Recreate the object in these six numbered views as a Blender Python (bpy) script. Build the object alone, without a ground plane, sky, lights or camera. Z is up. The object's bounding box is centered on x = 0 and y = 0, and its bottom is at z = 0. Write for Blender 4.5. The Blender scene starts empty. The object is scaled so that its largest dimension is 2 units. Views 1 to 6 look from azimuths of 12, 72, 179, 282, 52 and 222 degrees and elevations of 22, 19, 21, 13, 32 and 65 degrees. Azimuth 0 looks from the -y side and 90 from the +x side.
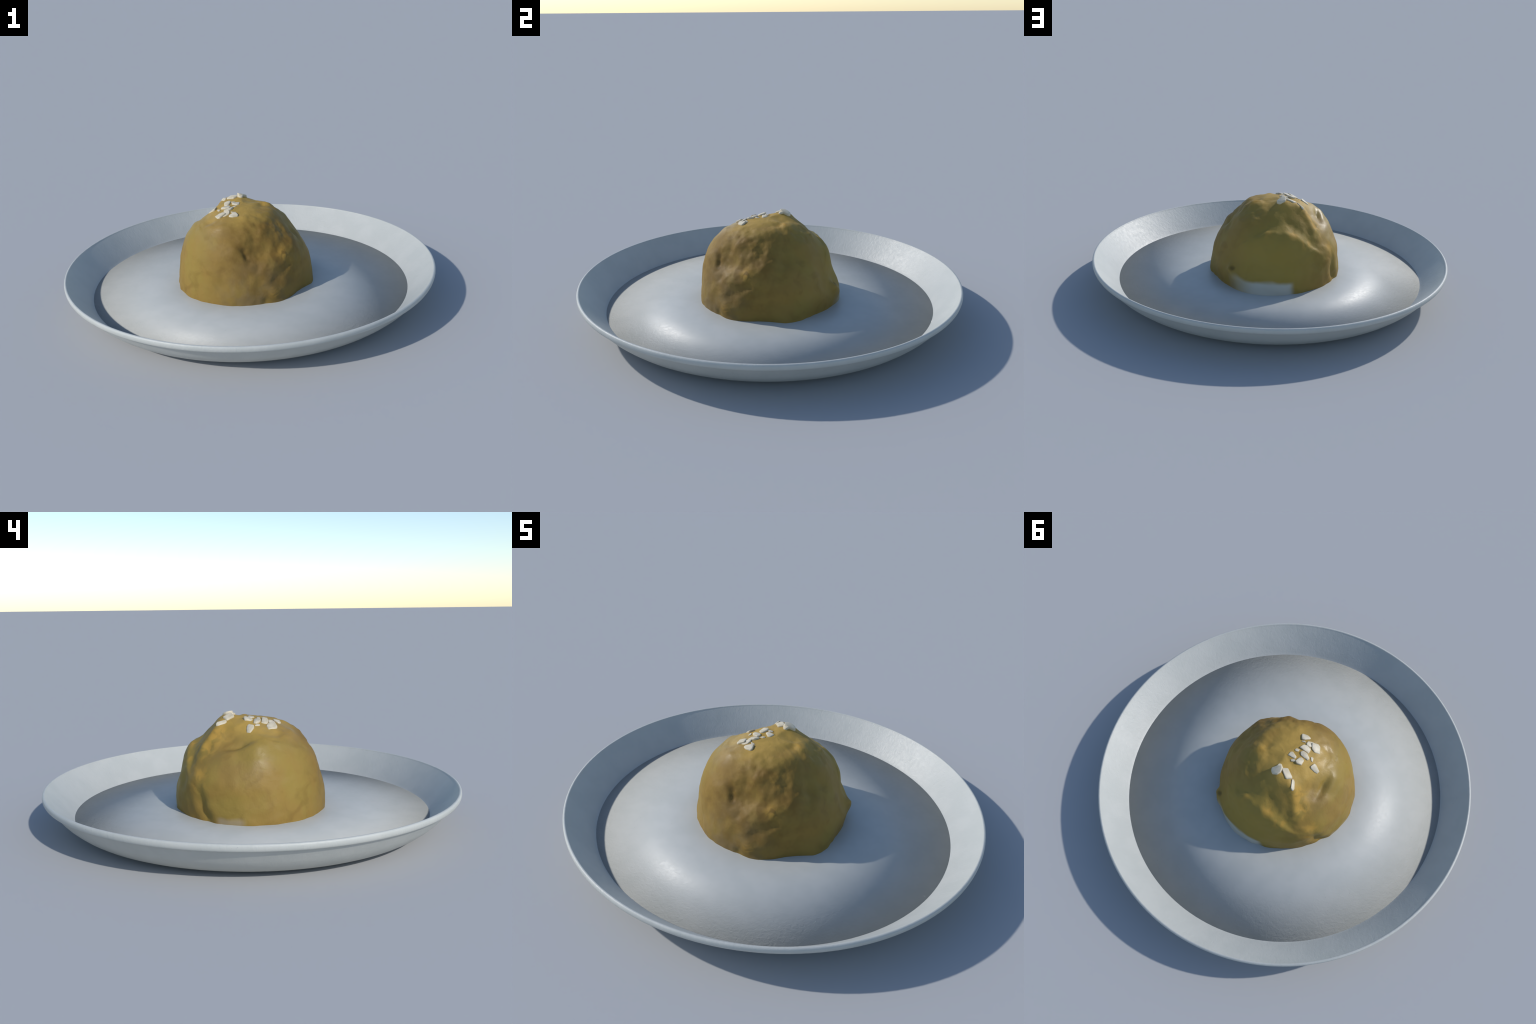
"""A dome-shaped glazed dessert with nut chips on a wide, flat-floored pale plate."""
import bpy, bmesh, math, random
import numpy as np
from mathutils import Vector, noise

random.seed(7)

# ------------------------------------------------------------------ materials
def new_material(name):
    m = bpy.data.materials.new(name)
    m.use_nodes = True
    nt = m.node_tree
    return m, nt, nt.nodes["Principled BSDF"]


class Nodes:
    """Small helper that wires procedural shader nodes."""

    def __init__(self, nt):
        self.nt = nt
        self.co = nt.nodes.new("ShaderNodeTexCoord").outputs["Object"]

    def put(self, socket, value):
        if isinstance(value, bpy.types.NodeSocket):
            self.nt.links.new(value, socket)
        else:
            socket.default_value = value

    def noise(self, scale, detail=3.0, rough=0.5, stretch=None, distortion=0.0):
        n = self.nt.nodes.new("ShaderNodeTexNoise")
        n.inputs["Scale"].default_value = scale
        n.inputs["Detail"].default_value = detail
        n.inputs["Roughness"].default_value = rough
        n.inputs["Distortion"].default_value = distortion
        v = self.co
        if stretch:
            mp = self.nt.nodes.new("ShaderNodeMapping")
            mp.inputs["Scale"].default_value = stretch
            self.nt.links.new(v, mp.inputs["Vector"])
            v = mp.outputs["Vector"]
        self.nt.links.new(v, n.inputs["Vector"])
        return n.outputs["Fac"]

    def ramp(self, value, lo, hi, out_lo=0.0, out_hi=1.0):
        r = self.nt.nodes.new("ShaderNodeMapRange")
        r.interpolation_type = 'SMOOTHSTEP'
        for key, val in (("Value", value), ("From Min", lo), ("From Max", hi),
                         ("To Min", out_lo), ("To Max", out_hi)):
            self.put(r.inputs[key], val)
        return r.outputs["Result"]

    def math(self, op, a, b=0.0):
        n = self.nt.nodes.new("ShaderNodeMath")
        n.operation = op
        self.put(n.inputs[0], a)
        self.put(n.inputs[1], b)
        return n.outputs[0]

    def axis(self, name):
        s = self.nt.nodes.new("ShaderNodeSeparateXYZ")
        self.nt.links.new(self.co, s.inputs[0])
        return s.outputs[name]

    def near(self, centre, r_in, r_out):
        """1 inside r_in of a point, fading to 0 at r_out."""
        d = self.nt.nodes.new("ShaderNodeVectorMath")
        d.operation = 'DISTANCE'
        self.nt.links.new(self.co, d.inputs[0])
        d.inputs[1].default_value = centre
        return self.ramp(d.outputs["Value"], r_in, r_out, 1.0, 0.0)

    def mix(self, fac, a, b):
        m = self.nt.nodes.new("ShaderNodeMix")
        m.data_type = 'RGBA'
        self.put(m.inputs["Factor"], fac)
        for sock, c in ((m.inputs[6], a), (m.inputs[7], b)):
            self.put(sock, c if isinstance(c, bpy.types.NodeSocket) else (*c, 1.0))
        return m.outputs[2]

    def bump(self, height, strength, distance):
        b = self.nt.nodes.new("ShaderNodeBump")
        b.inputs["Strength"].default_value = strength
        b.inputs["Distance"].default_value = distance
        self.nt.links.new(height, b.inputs["Height"])
        return b.outputs["Normal"]


def plate_material():
    m, nt, bsdf = new_material("pale_enamel")
    n = Nodes(nt)
    cloud = n.ramp(n.noise(9.0, 4.0), 0.35, 0.65)
    col = n.mix(cloud, (0.452, 0.462, 0.437), (0.478, 0.484, 0.458))
    speck = n.ramp(n.noise(95.0, 1.0), 0.765, 0.80)
    col = n.mix(n.math('MULTIPLY', speck, 0.25), col, (0.20, 0.21, 0.22))
    nt.links.new(col, bsdf.inputs["Base Color"])
    scuff = n.noise(55.0, 6.0, 0.62, stretch=(1.0, 1.0, 0.35), distortion=0.7)
    nt.links.new(n.ramp(scuff, 0.3, 0.7, 0.44, 0.52), bsdf.inputs["Roughness"])
    flat = nt.nodes.new("ShaderNodeVectorMath")
    flat.operation = 'MULTIPLY'
    nt.links.new(n.co, flat.inputs[0])
    flat.inputs[1].default_value = (1.0, 1.0, 0.0)
    length = nt.nodes.new("ShaderNodeVectorMath")
    length.operation = 'LENGTH'
    nt.links.new(flat.outputs["Vector"], length.inputs[0])
    bump = nt.nodes.new("ShaderNodeBump")
    bump.inputs["Distance"].default_value = 0.005
    nt.links.new(n.ramp(length.outputs["Value"], 0.55, 0.84, 0.04, 0.26), bump.inputs["Strength"])
    nt.links.new(scuff, bump.inputs["Height"])
    nt.links.new(bump.outputs["Normal"], bsdf.inputs["Normal"])
    return m


def glaze_material():
    m, nt, bsdf = new_material("ochre_glaze")
    n = Nodes(nt)
    ochre, gold = (0.266, 0.166, 0.036), (0.420, 0.245, 0.046)
    olive, brown = (0.266, 0.182, 0.038), (0.165, 0.093, 0.017)
    taupe, white = (0.205, 0.140, 0.060), (0.44, 0.43, 0.365)
    col = n.mix(n.ramp(n.noise(7.0, 3.0), 0.38, 0.66), ochre, olive)
    col = n.mix(n.math('MULTIPLY', n.ramp(n.noise(12.0, 3.0, distortion=0.8), 0.50, 0.75), 0.4), col, brown)
    # back lightened for the scan's baked-in light, front right darkened toward brown
    col = n.mix(n.math('MULTIPLY', n.near((-0.02, 0.42, 0.26), 0.10, 0.40), 0.8), col, (0.300, 0.212, 0.043))
    blotch = n.ramp(n.noise(15.0, 3.0), 0.34, 0.64, 0.45, 0.95)
    col = n.mix(n.math('MULTIPLY', n.near((0.15, -0.27, 0.31), 0.12, 0.44), blotch), col, brown)
    # greyer area near the front right foot
    col = n.mix(n.math('MULTIPLY', n.near((0.12, -0.40, 0.09), 0.07, 0.30), n.ramp(n.noise(11.0, 3.0), 0.35, 0.65, 0.1, 0.8)), col, taupe)
    # lighter, warmer colour on the flat top
    col = n.mix(n.math('MULTIPLY', n.near((-0.07, -0.02, 0.52), 0.12, 0.26), n.ramp(n.noise(9.0, 3.0), 0.3, 0.65, 0.45, 0.95)), col, (0.405, 0.258, 0.058))
    # golden spots along the folds
    gold_mask = n.ramp(n.noise(21.0, 2.0, distortion=0.5), 0.40, 0.60)
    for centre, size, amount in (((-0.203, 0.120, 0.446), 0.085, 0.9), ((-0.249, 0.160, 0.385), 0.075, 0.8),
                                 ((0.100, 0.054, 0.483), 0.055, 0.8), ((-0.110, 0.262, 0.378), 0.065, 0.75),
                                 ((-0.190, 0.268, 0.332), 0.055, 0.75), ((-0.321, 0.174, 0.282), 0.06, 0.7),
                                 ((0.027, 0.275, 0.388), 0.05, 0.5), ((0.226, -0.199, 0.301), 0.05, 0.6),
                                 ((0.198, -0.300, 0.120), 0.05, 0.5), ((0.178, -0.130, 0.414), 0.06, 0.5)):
        f = n.math('MULTIPLY', n.near(centre, 0.01, size), gold_mask)
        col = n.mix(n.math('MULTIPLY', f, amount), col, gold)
    # darker colour in the front slot and the lip pit
    for centre, size in (((0.036, -0.280, 0.345), 0.024), ((0.050, -0.288, 0.318), 0.024), ((0.062, -0.294, 0.295), 0.020),
                         ((0.206, 0.290, 0.181), 0.024)):
        col = n.mix(n.math('MULTIPLY', n.near(centre, 0.004, size), 0.6), col, (0.085, 0.052, 0.012))
    # bare white filling along the foot at the back, where the glaze stopped
    wob = n.math('MULTIPLY', n.math('SUBTRACT', n.noise(9.0, 2.0), 0.5), 0.030)
    x, y, z = n.axis("X"), n.axis("Y"), n.axis("Z")
    top = n.math('ADD', n.ramp(x, 0.12, 0.20, 0.134, 0.158), wob)
    below = n.ramp(n.math('SUBTRACT', top, z), -0.012, 0.016)
    xa = n.math('ADD', x, wob)
    span = n.math('MULTIPLY', n.ramp(xa, -0.138, -0.100), n.ramp(xa, 0.17, 0.235, 1.0, 0.0))
    patch = n.math('MULTIPLY', n.math('MULTIPLY', below, span), n.ramp(y, 0.15, 0.22))
    patch = n.math('MULTIPLY', patch, n.ramp(x, 0.07, 0.20, 1.0, 0.35))
    col = n.mix(patch, col, white)
    # a smaller pale scrape on the left foot
    small = n.math('MULTIPLY', n.ramp(n.math('ADD', y, wob), -0.065, -0.020), n.ramp(y, 0.060, 0.095, 1.0, 0.0))
    small = n.math('MULTIPLY', small, n.ramp(n.math('ADD', z, wob), 0.080, 0.104, 1.0, 0.0))
    small = n.math('MULTIPLY', small, n.ramp(x, -0.32, -0.35))
    col = n.mix(n.math('MULTIPLY', small, 0.5), col, (0.40, 0.33, 0.24))
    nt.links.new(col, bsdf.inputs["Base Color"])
    grain = n.noise(75.0, 4.0, 0.6)
    wet = n.math('MAXIMUM', n.near((-0.33, 0.0, 0.38), 0.06, 0.22), n.near((-0.15, -0.16, 0.45), 0.05, 0.17))
    dry = n.ramp(n.noise(10.0, 3.0), 0.3, 0.7, 0.58, 0.72)
    nt.links.new(n.math('SUBTRACT', dry, n.math('MULTIPLY', wet, 0.22)), bsdf.inputs["Roughness"])
    nt.links.new(n.ramp(wet, 0.0, 1.0, 0.28, 0.48), bsdf.inputs["Specular IOR Level"])
    nt.links.new(n.bump(grain, 0.28, 0.004), bsdf.inputs["Normal"])
    return m


def chip_material():
    m, nt, bsdf = new_material("blanched_nut")
    n = Nodes(nt)
    col = n.mix(n.ramp(n.noise(26.0, 3.0), 0.35, 0.65), (0.62, 0.545, 0.41), (0.50, 0.435, 0.31))
    nt.links.new(col, bsdf.inputs["Base Color"])
    bsdf.inputs["Roughness"].default_value = 0.5
    nt.links.new(n.bump(n.noise(120.0, 3.0), 0.15, 0.003), bsdf.inputs["Normal"])
    return m


# ------------------------------------------------------------------ helpers
def add_object(name, mesh, parent, material):
    ob = bpy.data.objects.new(name, mesh)
    bpy.context.collection.objects.link(ob)
    ob.parent = parent
    mesh.materials.append(material)
    return ob


def empty(name, label, category):
    e = bpy.data.objects.new(name, None)
    bpy.context.collection.objects.link(e)
    e["label"], e["category"] = label, category
    return e


def lathe(name, profile, segments, smooth_angle=None):
    """Revolve (radius, height) points about z."""
    verts, faces = [], []
    n = len(profile)
    for k in range(segments):
        a = 2 * math.pi * k / segments
        verts += [(r * math.cos(a), r * math.sin(a), z) for r, z in profile]
    for k in range(segments):
        b, c = k * n, ((k + 1) % segments) * n
        for i in range(n - 1):
            faces.append((b + i, c + i, c + i + 1, b + i + 1))
    me = bpy.data.meshes.new(name)
    me.from_pydata(verts, [], faces)
    bm = bmesh.new()
    bm.from_mesh(me)
    bmesh.ops.remove_doubles(bm, verts=bm.verts, dist=1e-6)
    bmesh.ops.recalc_face_normals(bm, faces=bm.faces)
    bm.to_mesh(me)
    bm.free()
    me.polygons.foreach_set("use_smooth", [True] * len(me.polygons))
    if smooth_angle:
        me.set_sharp_from_angle(angle=math.radians(smooth_angle))
    me.update()
    return me


# ------------------------------------------------------------------ the plate
SEG = 160
FLOOR_R, FLOOR_MID = 0.860, 0.069
def floor_height(r):
    return FLOOR_MID - 0.014 * (r / FLOOR_R) ** 2

enamel = plate_material()
plate = empty("dinner_plate", "round pale grey plate with a flared side and rolled rim", "plate")

# floor: a barely raised disc, shaded as one soft pillow that rolls off at its edge
radii = [0.0, 0.1, 0.2, 0.3, 0.38] + [0.38 + (FLOOR_R - 0.38) * i / 24 for i in range(1, 25)]
floor_me = lathe("plate_floor", [(r, floor_height(r)) for r in reversed(radii)], SEG)
EDGE_TILT, FLAT_R = math.radians(72), 0.385
normals = []
for v in floor_me.vertices:
    r = math.hypot(v.co.x, v.co.y)
    f = min(1.0, max(0.0, (r - FLAT_R) / (FLOOR_R - FLAT_R)))
    out, up = f * math.sin(EDGE_TILT), (1 - f) + f * math.cos(EDGE_TILT)
    normals.append(Vector((out * v.co.x / max(r, 1e-6), out * v.co.y / max(r, 1e-6), up)).normalized())
if floor_me.polygons[0].normal.z < 0:
    floor_me.flip_normals()
floor_me.normals_split_custom_set_from_vertices(normals)
add_object("plate_floor", floor_me, plate, enamel)

# side wall: flared inside, flared outside, curling into the foot and closed underneath
z_edge = floor_height(FLOOR_R)
wall_profile = [(0.9868, 0.1815), (0.9600, 0.1545), (0.9100, 0.1045), (0.8720, 0.0655),
                (0.8640, 0.0575), (0.8600, z_edge - 0.0005), (0.8400, z_edge - 0.012)]
side_me = lathe("side_wall", wall_profile, SEG, 50)
add_object("side_wall", side_me, plate, enamel)
under_profile = [(0.9840, 0.1560), (0.9715, 0.1400), (0.9520, 0.1170), (0.9370, 0.0970), (0.9200, 0.0785),
                 (0.8990, 0.0595), (0.8760, 0.0415), (0.8560, 0.0295), (0.8340, 0.0195), (0.8090, 0.0095),
                 (0.7820, 0.0015), (0.7700, 0.0), (0.0, 0.0)]
add_object("underside", lathe("underside", under_profile, SEG, 60), plate, enamel)

# rolled rim: a closed bead joining the inner and outer skins
bead = [(0.9850, 0.1800), (0.9872, 0.1836), (0.9905, 0.1853), (0.9945, 0.1845), (0.9978, 0.1818),
        (0.9994, 0.1778), (1.0000, 0.1720), (0.9994, 0.1660), (0.9978, 0.1605), (0.9950, 0.1560),
        (0.9910, 0.1532), (0.9860, 0.1525), (0.9810, 0.1545), (0.9790, 0.1570)]
add_object("rolled_rim", lathe("rolled_rim", bead, SEG), plate, enamel)

# ------------------------------------------------------------------ the dessert body
CENTRE = np.array([-0.02, 0.005, 0.068])
LEVELS = np.radians([0, 13, 27, 41, 56, 72])      # elevation of each control ring seen from CENTRE
MERIDIANS = [                                       # distance from CENTRE along each meridian
    (0.371, 0.369, 0.383, 0.390, 0.404, 0.431), (0.345, 0.364, 0.373, 0.388, 0.412, 0.436),
    (0.358, 0.373, 0.364, 0.389, 0.416, 0.434), (0.376, 0.378, 0.374, 0.406, 0.418, 0.432),
    (0.376, 0.373, 0.375, 0.414, 0.421, 0.441), (0.361, 0.372, 0.381, 0.407, 0.418, 0.457),
    (0.353, 0.369, 0.398, 0.403, 0.427, 0.455), (0.360, 0.369, 0.400, 0.404, 0.414, 0.440),
    (0.375, 0.376, 0.394, 0.403, 0.409, 0.438), (0.377, 0.380, 0.395, 0.419, 0.434, 0.435),
    (0.379, 0.380, 0.398, 0.424, 0.435, 0.432), (0.369, 0.373, 0.396, 0.422, 0.437, 0.437),
    (0.367, 0.372, 0.386, 0.412, 0.435, 0.434), (0.365, 0.374, 0.373, 0.381, 0.430, 0.437),
    (0.369, 0.366, 0.372, 0.391, 0.430, 0.437), (0.342, 0.356, 0.381, 0.402, 0.415, 0.434)]
APEX = 0.432
NET = np.array(MERIDIANS)


def spline(t):
    return np.stack([-.5*t + t**2 - .5*t**3, 1 - 2.5*t**2 + 1.5*t**3, .5*t + 2*t**2 - 1.5*t**3, -.5*t**2 + .5*t**3])


def dome_radius(az, el):
    """Smooth loft through the control net: periodic round the dome, closed at the apex."""
    na, ne = NET.shape
    a = (az % (2*np.pi)) / (2*np.pi) * na
    i = np.floor(a).astype(int)
    wa = spline(a - i)
    knots = np.append(LEVELS, np.pi/2)
    e = np.clip(el, 0, np.pi/2 - 1e-6)
    j = np.clip(np.searchsorted(knots, e, side='right') - 1, 0, ne - 1)
    we = spline((e - knots[j]) / (knots[j+1] - knots[j]))
    total = np.zeros_like(az)
    for b in range(4):
        ring = np.maximum(j + b - 1, 0)
        over = ring > ne
        for c in range(4):
            col = i + c - 1 + np.where(over, na//2, 0)
            val = np.where(ring == ne, APEX, NET[col % na, np.minimum(ring, ne - 1)])
            total += we[b] * wa[c] * val
    return total


def sphere_dir(points):
    d = np.asarray(points, float) - CENTRE
    return d / np.linalg.norm(d, axis=-1, keepdims=True)


MEAN_R = 0.41
def spot(D, p, size, amount, stretch=None):
    """Round (or stretched along one tangent direction) swelling or pit around a point."""
    c = sphere_dir(p)
    d = (D - c) * MEAN_R
    if stretch is not None:
        axis, factor = sphere_dir(stretch) - c, np.linalg.norm(sphere_dir(stretch) - c) * MEAN_R / size
        axis /= np.linalg.norm(axis)
        along = d @ axis
        q = (d**2).sum(1) - along**2 + (along / max(factor, 1.0))**2
    else:
        q = (d**2).sum(1)
    return amount * np.exp(-q / (2 * size**2))


def along_path(D, path):
    """Nearest distance to a path on the dome, signed: positive below / to its right."""
    path = sphere_dir(path)
    best, sign = np.full(len(D), 9.0), np.ones(len(D))
    for a, b in zip(path[:-1], path[1:]):
        ab = b - a
        t = np.clip(((D - a) @ ab) / (ab @ ab), 0, 1)
        off = D - (a + t[:, None] * ab)
        d = np.linalg.norm(off, axis=1) * MEAN_R
        side = np.sign(off @ np.cross(ab, a))
        m = d < best
        best[m], sign[m] = d[m], side[m]
    ends = np.minimum(np.linalg.norm(D - path[0], axis=1), np.linalg.norm(D - path[-1], axis=1)) * MEAN_R
    return best, sign, ends


def fold(D, path, lip, hollow, reach_lip, reach_hollow, taper=0.05):
    """A step in the glaze: hollow above the path, swollen lip below it."""
    d, s, ends = along_path(D, path)
    s = s * d + WOBBLE
    d = np.abs(s)
    fade = np.clip(ends / taper, 0.15, 1) * (0.75 + 60 * WOBBLE)
    soft = np.tanh(s / 0.017)
    below = lip * np.exp(-d / reach_lip) * np.maximum(soft, 0)
    above = -hollow * np.exp(-d / reach_hollow) * np.maximum(-soft, 0)
    return (below + above) * fade


def crest(D, path, amount, width):
    d, _, ends = along_path(D, path)
    return amount * np.exp(-(d / width)**2) * np.clip(ends / 0.03, 0.3, 1)


def fbm(P, scale, octaves=3, seed=0.0):
    return np.array([noise.fractal(Vector(p) * scale + Vector((seed, seed * 2, -seed)), 1.0, 2.0, octaves) for p in P])


def facets(P, scale, seed=0.0):
    """Knife-like flat dabs: distance to the nearest cell point."""
    out = []
    for p in P:
        dist, _ = noise.voronoi(Vector(p) * scale + Vector((seed, -seed, seed)))
        out.append(dist[1] - dist[0])
    return np.array(out)


N_AZ, N_EL = 288, 104
els = np.linspace(math.radians(-2.5), math.pi/2, N_EL + 1)[:-1]
azs = np.linspace(0, 2*np.pi, N_AZ, endpoint=False)
AZ, EL = [g.ravel() for g in np.meshgrid(azs, els)]
AZ, EL = np.append(AZ, 0.0), np.append(EL, np.pi/2)
D = np.stack([np.cos(EL)*np.cos(AZ), np.cos(EL)*np.sin(AZ), np.sin(EL)], -1)
R = dome_radius(AZ, EL)
P0 = CENTRE + D * R[:, None]

def weight(centre, inner, outer):
    t = np.clip((np.linalg.norm(P0 - np.array(centre), axis=1) - inner) / (outer - inner), 0, 1)
    return 1 - t*t*(3 - 2*t)

WOBBLE = 0.006 * fbm(P0, 14.0, 3, 11.0)
disp = np.zeros(len(D))
# long fold across the back, swelling below its edge
back_fold = [(0.119, 0.275, 0.347), (0.064, 0.277, 0.366), (0.027, 0.270, 0.386), (-0.009, 0.270, 0.394),
             (-0.074, 0.264, 0.387), (-0.142, 0.265, 0.365), (-0.197, 0.266, 0.331), (-0.254, 0.253, 0.283),
             (-0.290, 0.215, 0.235)]
disp += fold(D, back_fold, 0.010, 0.011, 0.050, 0.050)
# its left-hand continuation
disp += fold(D, [(-0.254, 0.240, 0.300), (-0.282, 0.209, 0.306), (-0.306, 0.190, 0.293), (-0.339, 0.162, 0.254)],
             0.008, 0.005, 0.030, 0.030, 0.03)
# crest running from the peak down the left back
disp += crest(D, [(-0.10, 0.125, 0.505), (-0.172, 0.130, 0.470), (-0.203, 0.163, 0.435), (-0.228, 0.188, 0.395),
                  (-0.250, 0.200, 0.350)], 0.010, 0.024)
# crease on the left shoulder
disp += fold(D, [(-0.270, 0.120, 0.392), (-0.283, 0.068, 0.388), (-0.284, 0.020, 0.392), (-0.272, -0.012, 0.404),
                 (-0.255, -0.040, 0.419), (-0.245, -0.080, 0.427), (-0.235, -0.115, 0.425)], 0.007, 0.008, 0.040, 0.035)
# edge of the flat top over the front
disp += fold(D, [(-0.245, -0.060, 0.420), (-0.217, -0.114, 0.430), (-0.180, -0.165, 0.436), (-0.132, -0.196, 0.440),
                 (-0.080, -0.190, 0.455), (-0.021, -0.168, 0.468), (0.052, -0.120, 0.482)], 0.005, 0.005, 0.040, 0.035)
# upright slot in the front
disp += crest(D, [(0.020, -0.277, 0.368), (0.040, -0.290, 0.340), (0.058, -0.301, 0.305), (0.066, -0.306, 0.285)], -0.012, 0.013)
for p, size, amount, stretch in (
        ((-0.258, -0.022, 0.414), 0.015, -0.018, (-0.268, 0.020, 0.408)),   # pit on the crease
        ((-0.075, 0.217, 0.430), 0.045, -0.006, None),                      # hollows behind the peak
        ((-0.140, 0.205, 0.422), 0.040, -0.005, None),
        ((0.098, 0.056, 0.485), 0.020, 0.006, None),                        # knob and its dimple
        ((0.080, 0.025, 0.490), 0.014, -0.006, None),
        ((0.085, 0.195, 0.425), 0.012, 0.005, None),
        ((-0.217, -0.114, 0.432), 0.020, 0.006, None),                      # shoulder beads
        ((-0.132, -0.198, 0.438), 0.022, 0.005, (-0.08, -0.20, 0.44)),
        ((-0.021, -0.166, 0.469), 0.016, 0.003, (0.03, -0.13, 0.48)),
        ((-0.165, -0.165, 0.445), 0.018, -0.003, None),
        
        ((0.010, -0.303, 0.330), 0.026, 0.006, None),
        ((0.090, -0.300, 0.330), 0.026, -0.004, None),
        ((0.155, -0.279, 0.265), 0.028, 0.007, None),                       # dabs on the front right
        ((0.230, -0.199, 0.298), 0.022, 0.007, None),
        ((0.118, -0.210, 0.403), 0.022, 0.004, None),
        ((0.238, -0.115, 0.362), 0.020, 0.005, None),
        ((0.081, -0.240, 0.396), 0.018, -0.005, None),
        ((0.155, -0.175, 0.410), 0.018, -0.005, None),
        ((0.214, -0.110, 0.391), 0.018, -0.006, None),
        ((0.113, -0.307, 0.247), 0.016, -0.005, None),
        ((0.200, -0.296, 0.120), 0.024, 0.007, None),                       # foot bump with hollows beside it
        ((0.150, -0.322, 0.083), 0.016, -0.008, None),
        ((0.250, -0.262, 0.095), 0.018, -0.008, None),
        ((0.200, -0.280, 0.180), 0.022, -0.005, None),
        ((0.226, 0.288, 0.180), 0.017, 0.018, None),                        # lip beside the bare filling
        ((0.210, 0.300, 0.155), 0.020, 0.008, None),
        ((0.206, 0.290, 0.186), 0.009, -0.010, None),
        ((-0.340, 0.172, 0.235), 0.014, -0.005, (-0.342, 0.168, 0.205)),    # groove on the left foot
        ((-0.347, 0.156, 0.130), 0.019, -0.015, (-0.356, 0.136, 0.085)),
        ((-0.355, 0.100, 0.125), 0.020, 0.005, (-0.366, 0.086, 0.080)),
        ((-0.320, 0.205, 0.110), 0.020, 0.003, None),
        ((-0.312, 0.066, 0.358), 0.028, 0.007, None),
        ((-0.318, -0.066, 0.350), 0.034, 0.007, None),
        ((-0.120, 0.362, 0.085), 0.016, -0.006, None),
        ((0.185, -0.247, 0.247), 0.030, 0.018, None),                       # broad swellings and hollows
        ((0.145, 0.000, 0.458), 0.040, 0.012, None),
        ((0.245, -0.005, 0.360), 0.030, -0.014, None),
        ((0.235, 0.081, 0.363), 0.025, -0.010, None),
        ((0.188, -0.219, 0.308), 0.018, -0.006, None),
        ((0.000, 0.318, 0.342), 0.032, -0.014, None),
        ((0.197, 0.305, 0.130), 0.026, 0.014, None),
        ((-0.075, 0.246, 0.389), 0.030, 0.009, None),
        ((-0.248, 0.279, 0.240), 0.036, -0.016, None),
        ((-0.225, 0.050, 0.426), 0.030, -0.013, None),
        ((-0.252, -0.055, 0.405), 0.030, 0.012, None),
        ((-0.347, 0.136, 0.130), 0.020, 0.009, None),
        ((-0.318, 0.014, 0.342), 0.030, 0.008, None),
        ((0.147, -0.220, 0.350), 0.030, -0.010, None),
        ((0.127, -0.329, 0.156), 0.030, -0.010, None),
        ((-0.044, 0.114, 0.500), 0.020, 0.009, None),                       # small peak
        ((-0.262, -0.015, 0.408), 0.032, 0.006, None)):
    disp += spot(D, p, size, amount, stretch)
# soft lumps everywhere, dabs strongest on the front right and over the folds
rough = 0.25 + 0.75 * weight((0.19, -0.22, 0.35), 0.08, 0.28) + 0.15 * weight((-0.12, 0.24, 0.36), 0.06, 0.20) \
    + 0.55 * weight((0.12, 0.08, 0.47), 0.03, 0.15) + 0.12 * weight((0.0, 0.0, 0.50), 0.15, 0.38)
rough = np.minimum(rough, 1.0)
disp += rough * (0.0095 * fbm(P0, 13.0, 2, 3.1) + 0.0060 * (facets(P0, 14.0, 1.7) - 0.30) + 0.0038 * fbm(P0, 27.0, 2, 6.0))
disp += 0.0035 * fbm(P0 * np.array([1, 1, 0.6]), 7.0, 2, 8.0)
# uneven foot
foot = np.exp(-np.maximum(P0[:, 2] - 0.068, 0) / 0.02)
disp += foot * 0.004 * fbm(P0, 14.0, 2, 5.0)

P = CENTRE + D * (R + disp)[:, None]
faces = []
for j in range(N_EL - 1):
    for i in range(N_AZ):
        k = (i + 1) % N_AZ
        faces.append((j*N_AZ + i, j*N_AZ + k, (j+1)*N_AZ + k, (j+1)*N_AZ + i))
tip = len(P) - 1
faces += [((N_EL-1)*N_AZ + i, (N_EL-1)*N_AZ + (i+1) % N_AZ, tip) for i in range(N_AZ)]
faces.append(tuple(reversed(range(N_AZ))))
body_me = bpy.data.meshes.new("glaze_coating")
body_me.from_pydata(P.tolist(), [], faces)
body_me.polygons.foreach_set("use_smooth", [True] * (len(faces) - 1) + [False])
body_me.update()
dessert = empty("glazed_dessert", "ochre glazed dome dessert with white nut chips on top", "dessert")
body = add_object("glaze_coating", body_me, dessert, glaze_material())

# ------------------------------------------------------------------ nut chips
def surface_at(x, y):
    """Height and normal of the glaze under a point (top of the dome)."""
    hit, loc, nor, _ = body.ray_cast(Vector((x, y, 1.0)), Vector((0, 0, -1)))
    return (loc, nor) if hit else (Vector((x, y, 0.5)), Vector((0, 0, 1)))

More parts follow.
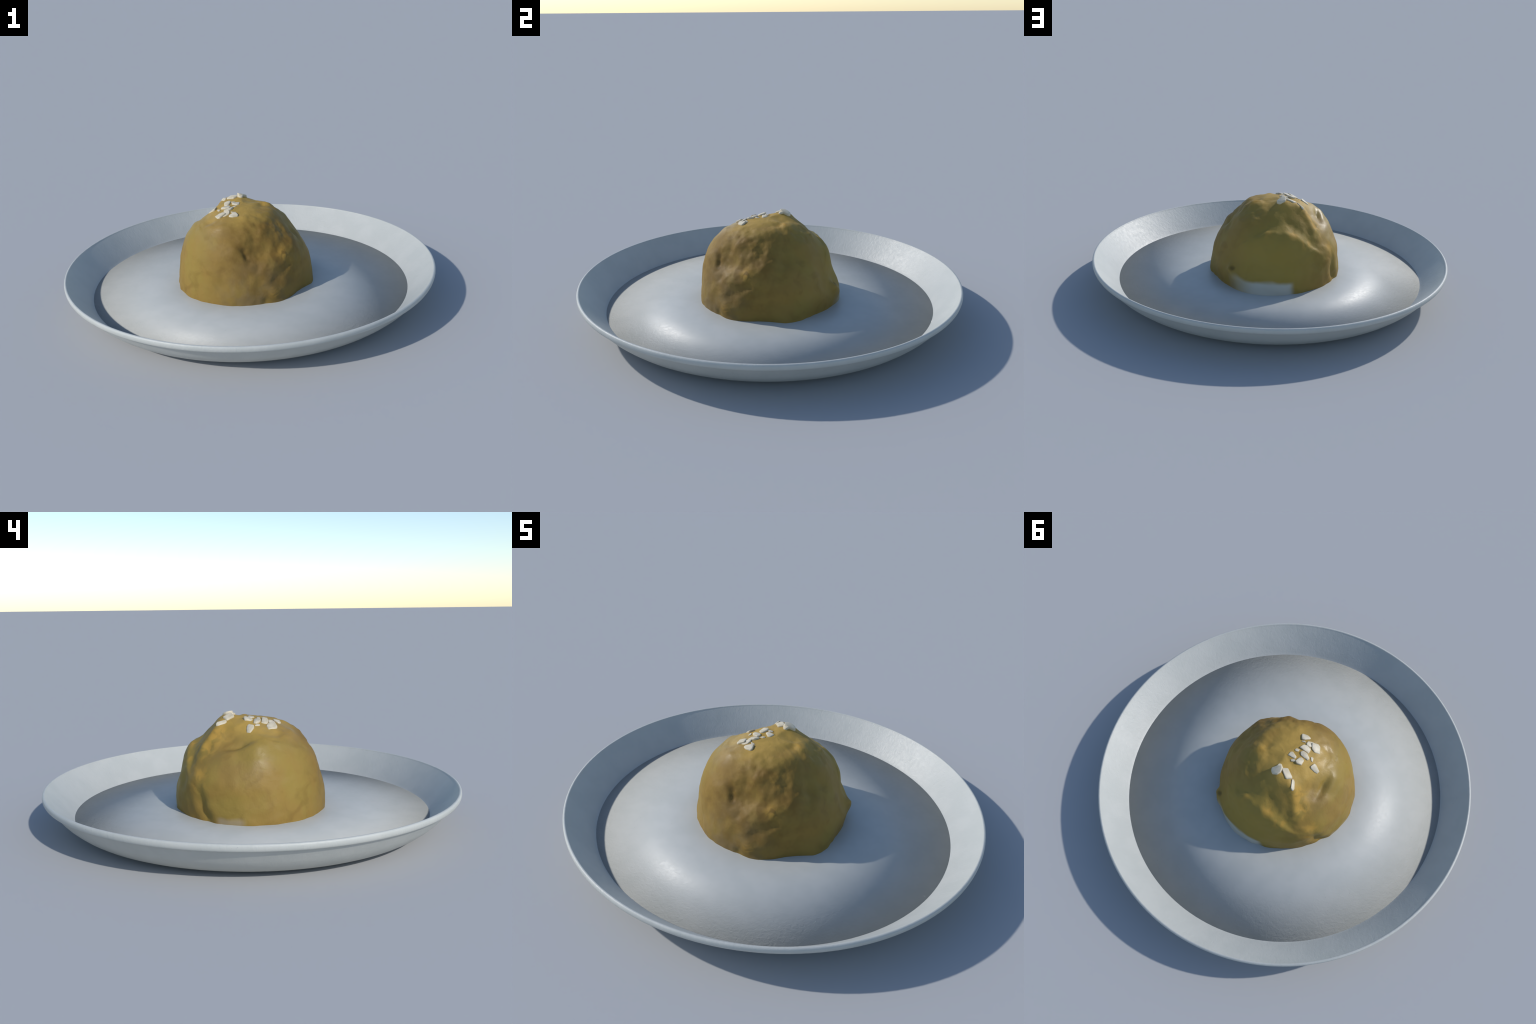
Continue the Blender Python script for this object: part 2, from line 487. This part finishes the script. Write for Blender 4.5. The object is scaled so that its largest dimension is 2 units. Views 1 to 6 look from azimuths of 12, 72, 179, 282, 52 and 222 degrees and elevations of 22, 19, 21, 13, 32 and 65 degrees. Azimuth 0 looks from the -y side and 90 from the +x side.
# centre, outline corners in millimetres round it, thickness, extra tilt (x, y)
CHIPS = [
    ((-0.050, 0.112), [(20, 12), (26, 0), (9, -24), (-9, -33), (-21, -21), (-24, -3), (-17, 13), (6, 21)], 0.014, (0.0, 0.0)),
    ((-0.054, 0.084), [(15, 14), (14, -11), (3, -15), (-19, 1), (-11, 15)], 0.013, (0.05, -0.1)),
    ((-0.106, 0.093), [(40, -6), (18, -28), (-24, -7), (-24, 3), (-10, 20), (-1, 18)], 0.009, (-0.05, 0.1)),
    ((-0.155, 0.111), [(19, -15), (13, -22), (3, -17), (-16, 10), (-15, 23), (-3, 21)], 0.007, (0.0, 0.0)),
    ((-0.182, -0.029), [(20, 9), (15, -17), (4, -18), (-23, -8), (-20, 9), (-7, 12), (11, 14)], 0.008, (0.0, 0.05)),
    ((-0.141, -0.059), [(10, -2), (7, -10), (-2, -9), (-11, 10), (-4, 11)], 0.005, (0.0, 0.0)),
    ((-0.119, -0.122), [(31, -7), (5, -25), (-9, -22), (-32, 11), (-7, 24), (12, 18)], 0.011, (-0.18, 0.05)),
    ((-0.085, -0.117), [(15, 10), (17, -7), (0, -21), (-17, -21), (-17, 4), (-6, 16), (8, 18)], 0.007, (0.0, 0.0)),
    ((-0.042, -0.136), [(24, 1), (22, -7), (-2, -16), (-21, -14), (-23, -5), (-7, 17), (6, 24)], 0.009, (-0.1, 0.0)),
    ((-0.050, -0.108), [(11, 1), (-3, -7), (-13, 0), (5, 6)], 0.004, (0.0, 0.0)),
    ((-0.083, -0.081), [(24, 17), (18, -9), (3, -18), (-21, -17), (-27, 12), (3, 14)], 0.010, (-0.1, 0.1)),
    ((-0.103, -0.047), [(26, -1), (20, -15), (-3, -16), (-27, -4), (-26, 11), (-4, 12), (13, 13)], 0.009, (0.05, 0.12)),
    ((-0.058, -0.007), [(17, 13), (19, -9), (10, -17), (-22, -6), (-21, 9), (-4, 10)], 0.007, (0.0, 0.1)),
    ((-0.105, -0.006), [(14, 16), (13, -12), (5, -21), (-14, -17), (-20, 13), (2, 21)], 0.009, (-0.05, -0.1)),
    ((-0.078, 0.013), [(12, 4), (3, -8), (-9, -7), (-10, 2), (4, 10)], 0.005, (0.0, 0.0)),
    ((-0.057, -0.045), [(9, 4), (6, -6), (-9, -10), (-9, 3), (3, 9)], 0.005, (0.0, 0.0)),
]
nut = chip_material()
for (cx, cy), outline, thick, (tx, ty) in CHIPS:
    thick *= 0.78
    area = sum(a[0]*b[1] - a[1]*b[0] for a, b in zip(outline, outline[1:] + outline[:1]))
    if area < 0:
        outline = outline[::-1]
    base, nor = surface_at(cx, cy)
    nor = (nor + Vector((tx, ty, 0))).normalized()
    bm = bmesh.new()
    low, high = [], []
    for dx, dy in outline:
        jig = 1 + random.uniform(-0.04, 0.04)
        x, y = dx * 0.00112 * jig, dy * 0.00112 * jig
        lift = -(nor.x * x + nor.y * y) / max(nor.z, 0.4)
        top_z = base.z + lift + thick * random.uniform(0.75, 1.05)
        ground, _ = surface_at(cx + x, cy + y)
        high.append(bm.verts.new((x * 0.94, y * 0.94, max(top_z, ground.z + 0.35 * thick) - base.z)))
        low.append(bm.verts.new((x, y, min(ground.z, top_z) - 0.006 - base.z)))
    n = len(low)
    bm.faces.new(high)
    bm.faces.new(low[::-1])
    for i in range(n):
        bm.faces.new((low[i], low[(i+1) % n], high[(i+1) % n], high[i]))
    edges = [e for e in bm.edges if any(v in high for v in e.verts)]
    bmesh.ops.bevel(bm, geom=edges, offset=0.0045 if thick > 0.005 else 0.0018, segments=3, profile=0.5, affect='EDGES')
    bmesh.ops.recalc_face_normals(bm, faces=bm.faces)
    me = bpy.data.meshes.new("nut_chip")
    bm.to_mesh(me)
    bm.free()
    me.polygons.foreach_set("use_smooth", [True] * len(me.polygons))
    ob = add_object("nut_chip", me, dessert, nut)
    ob.location = (cx, cy, base.z)
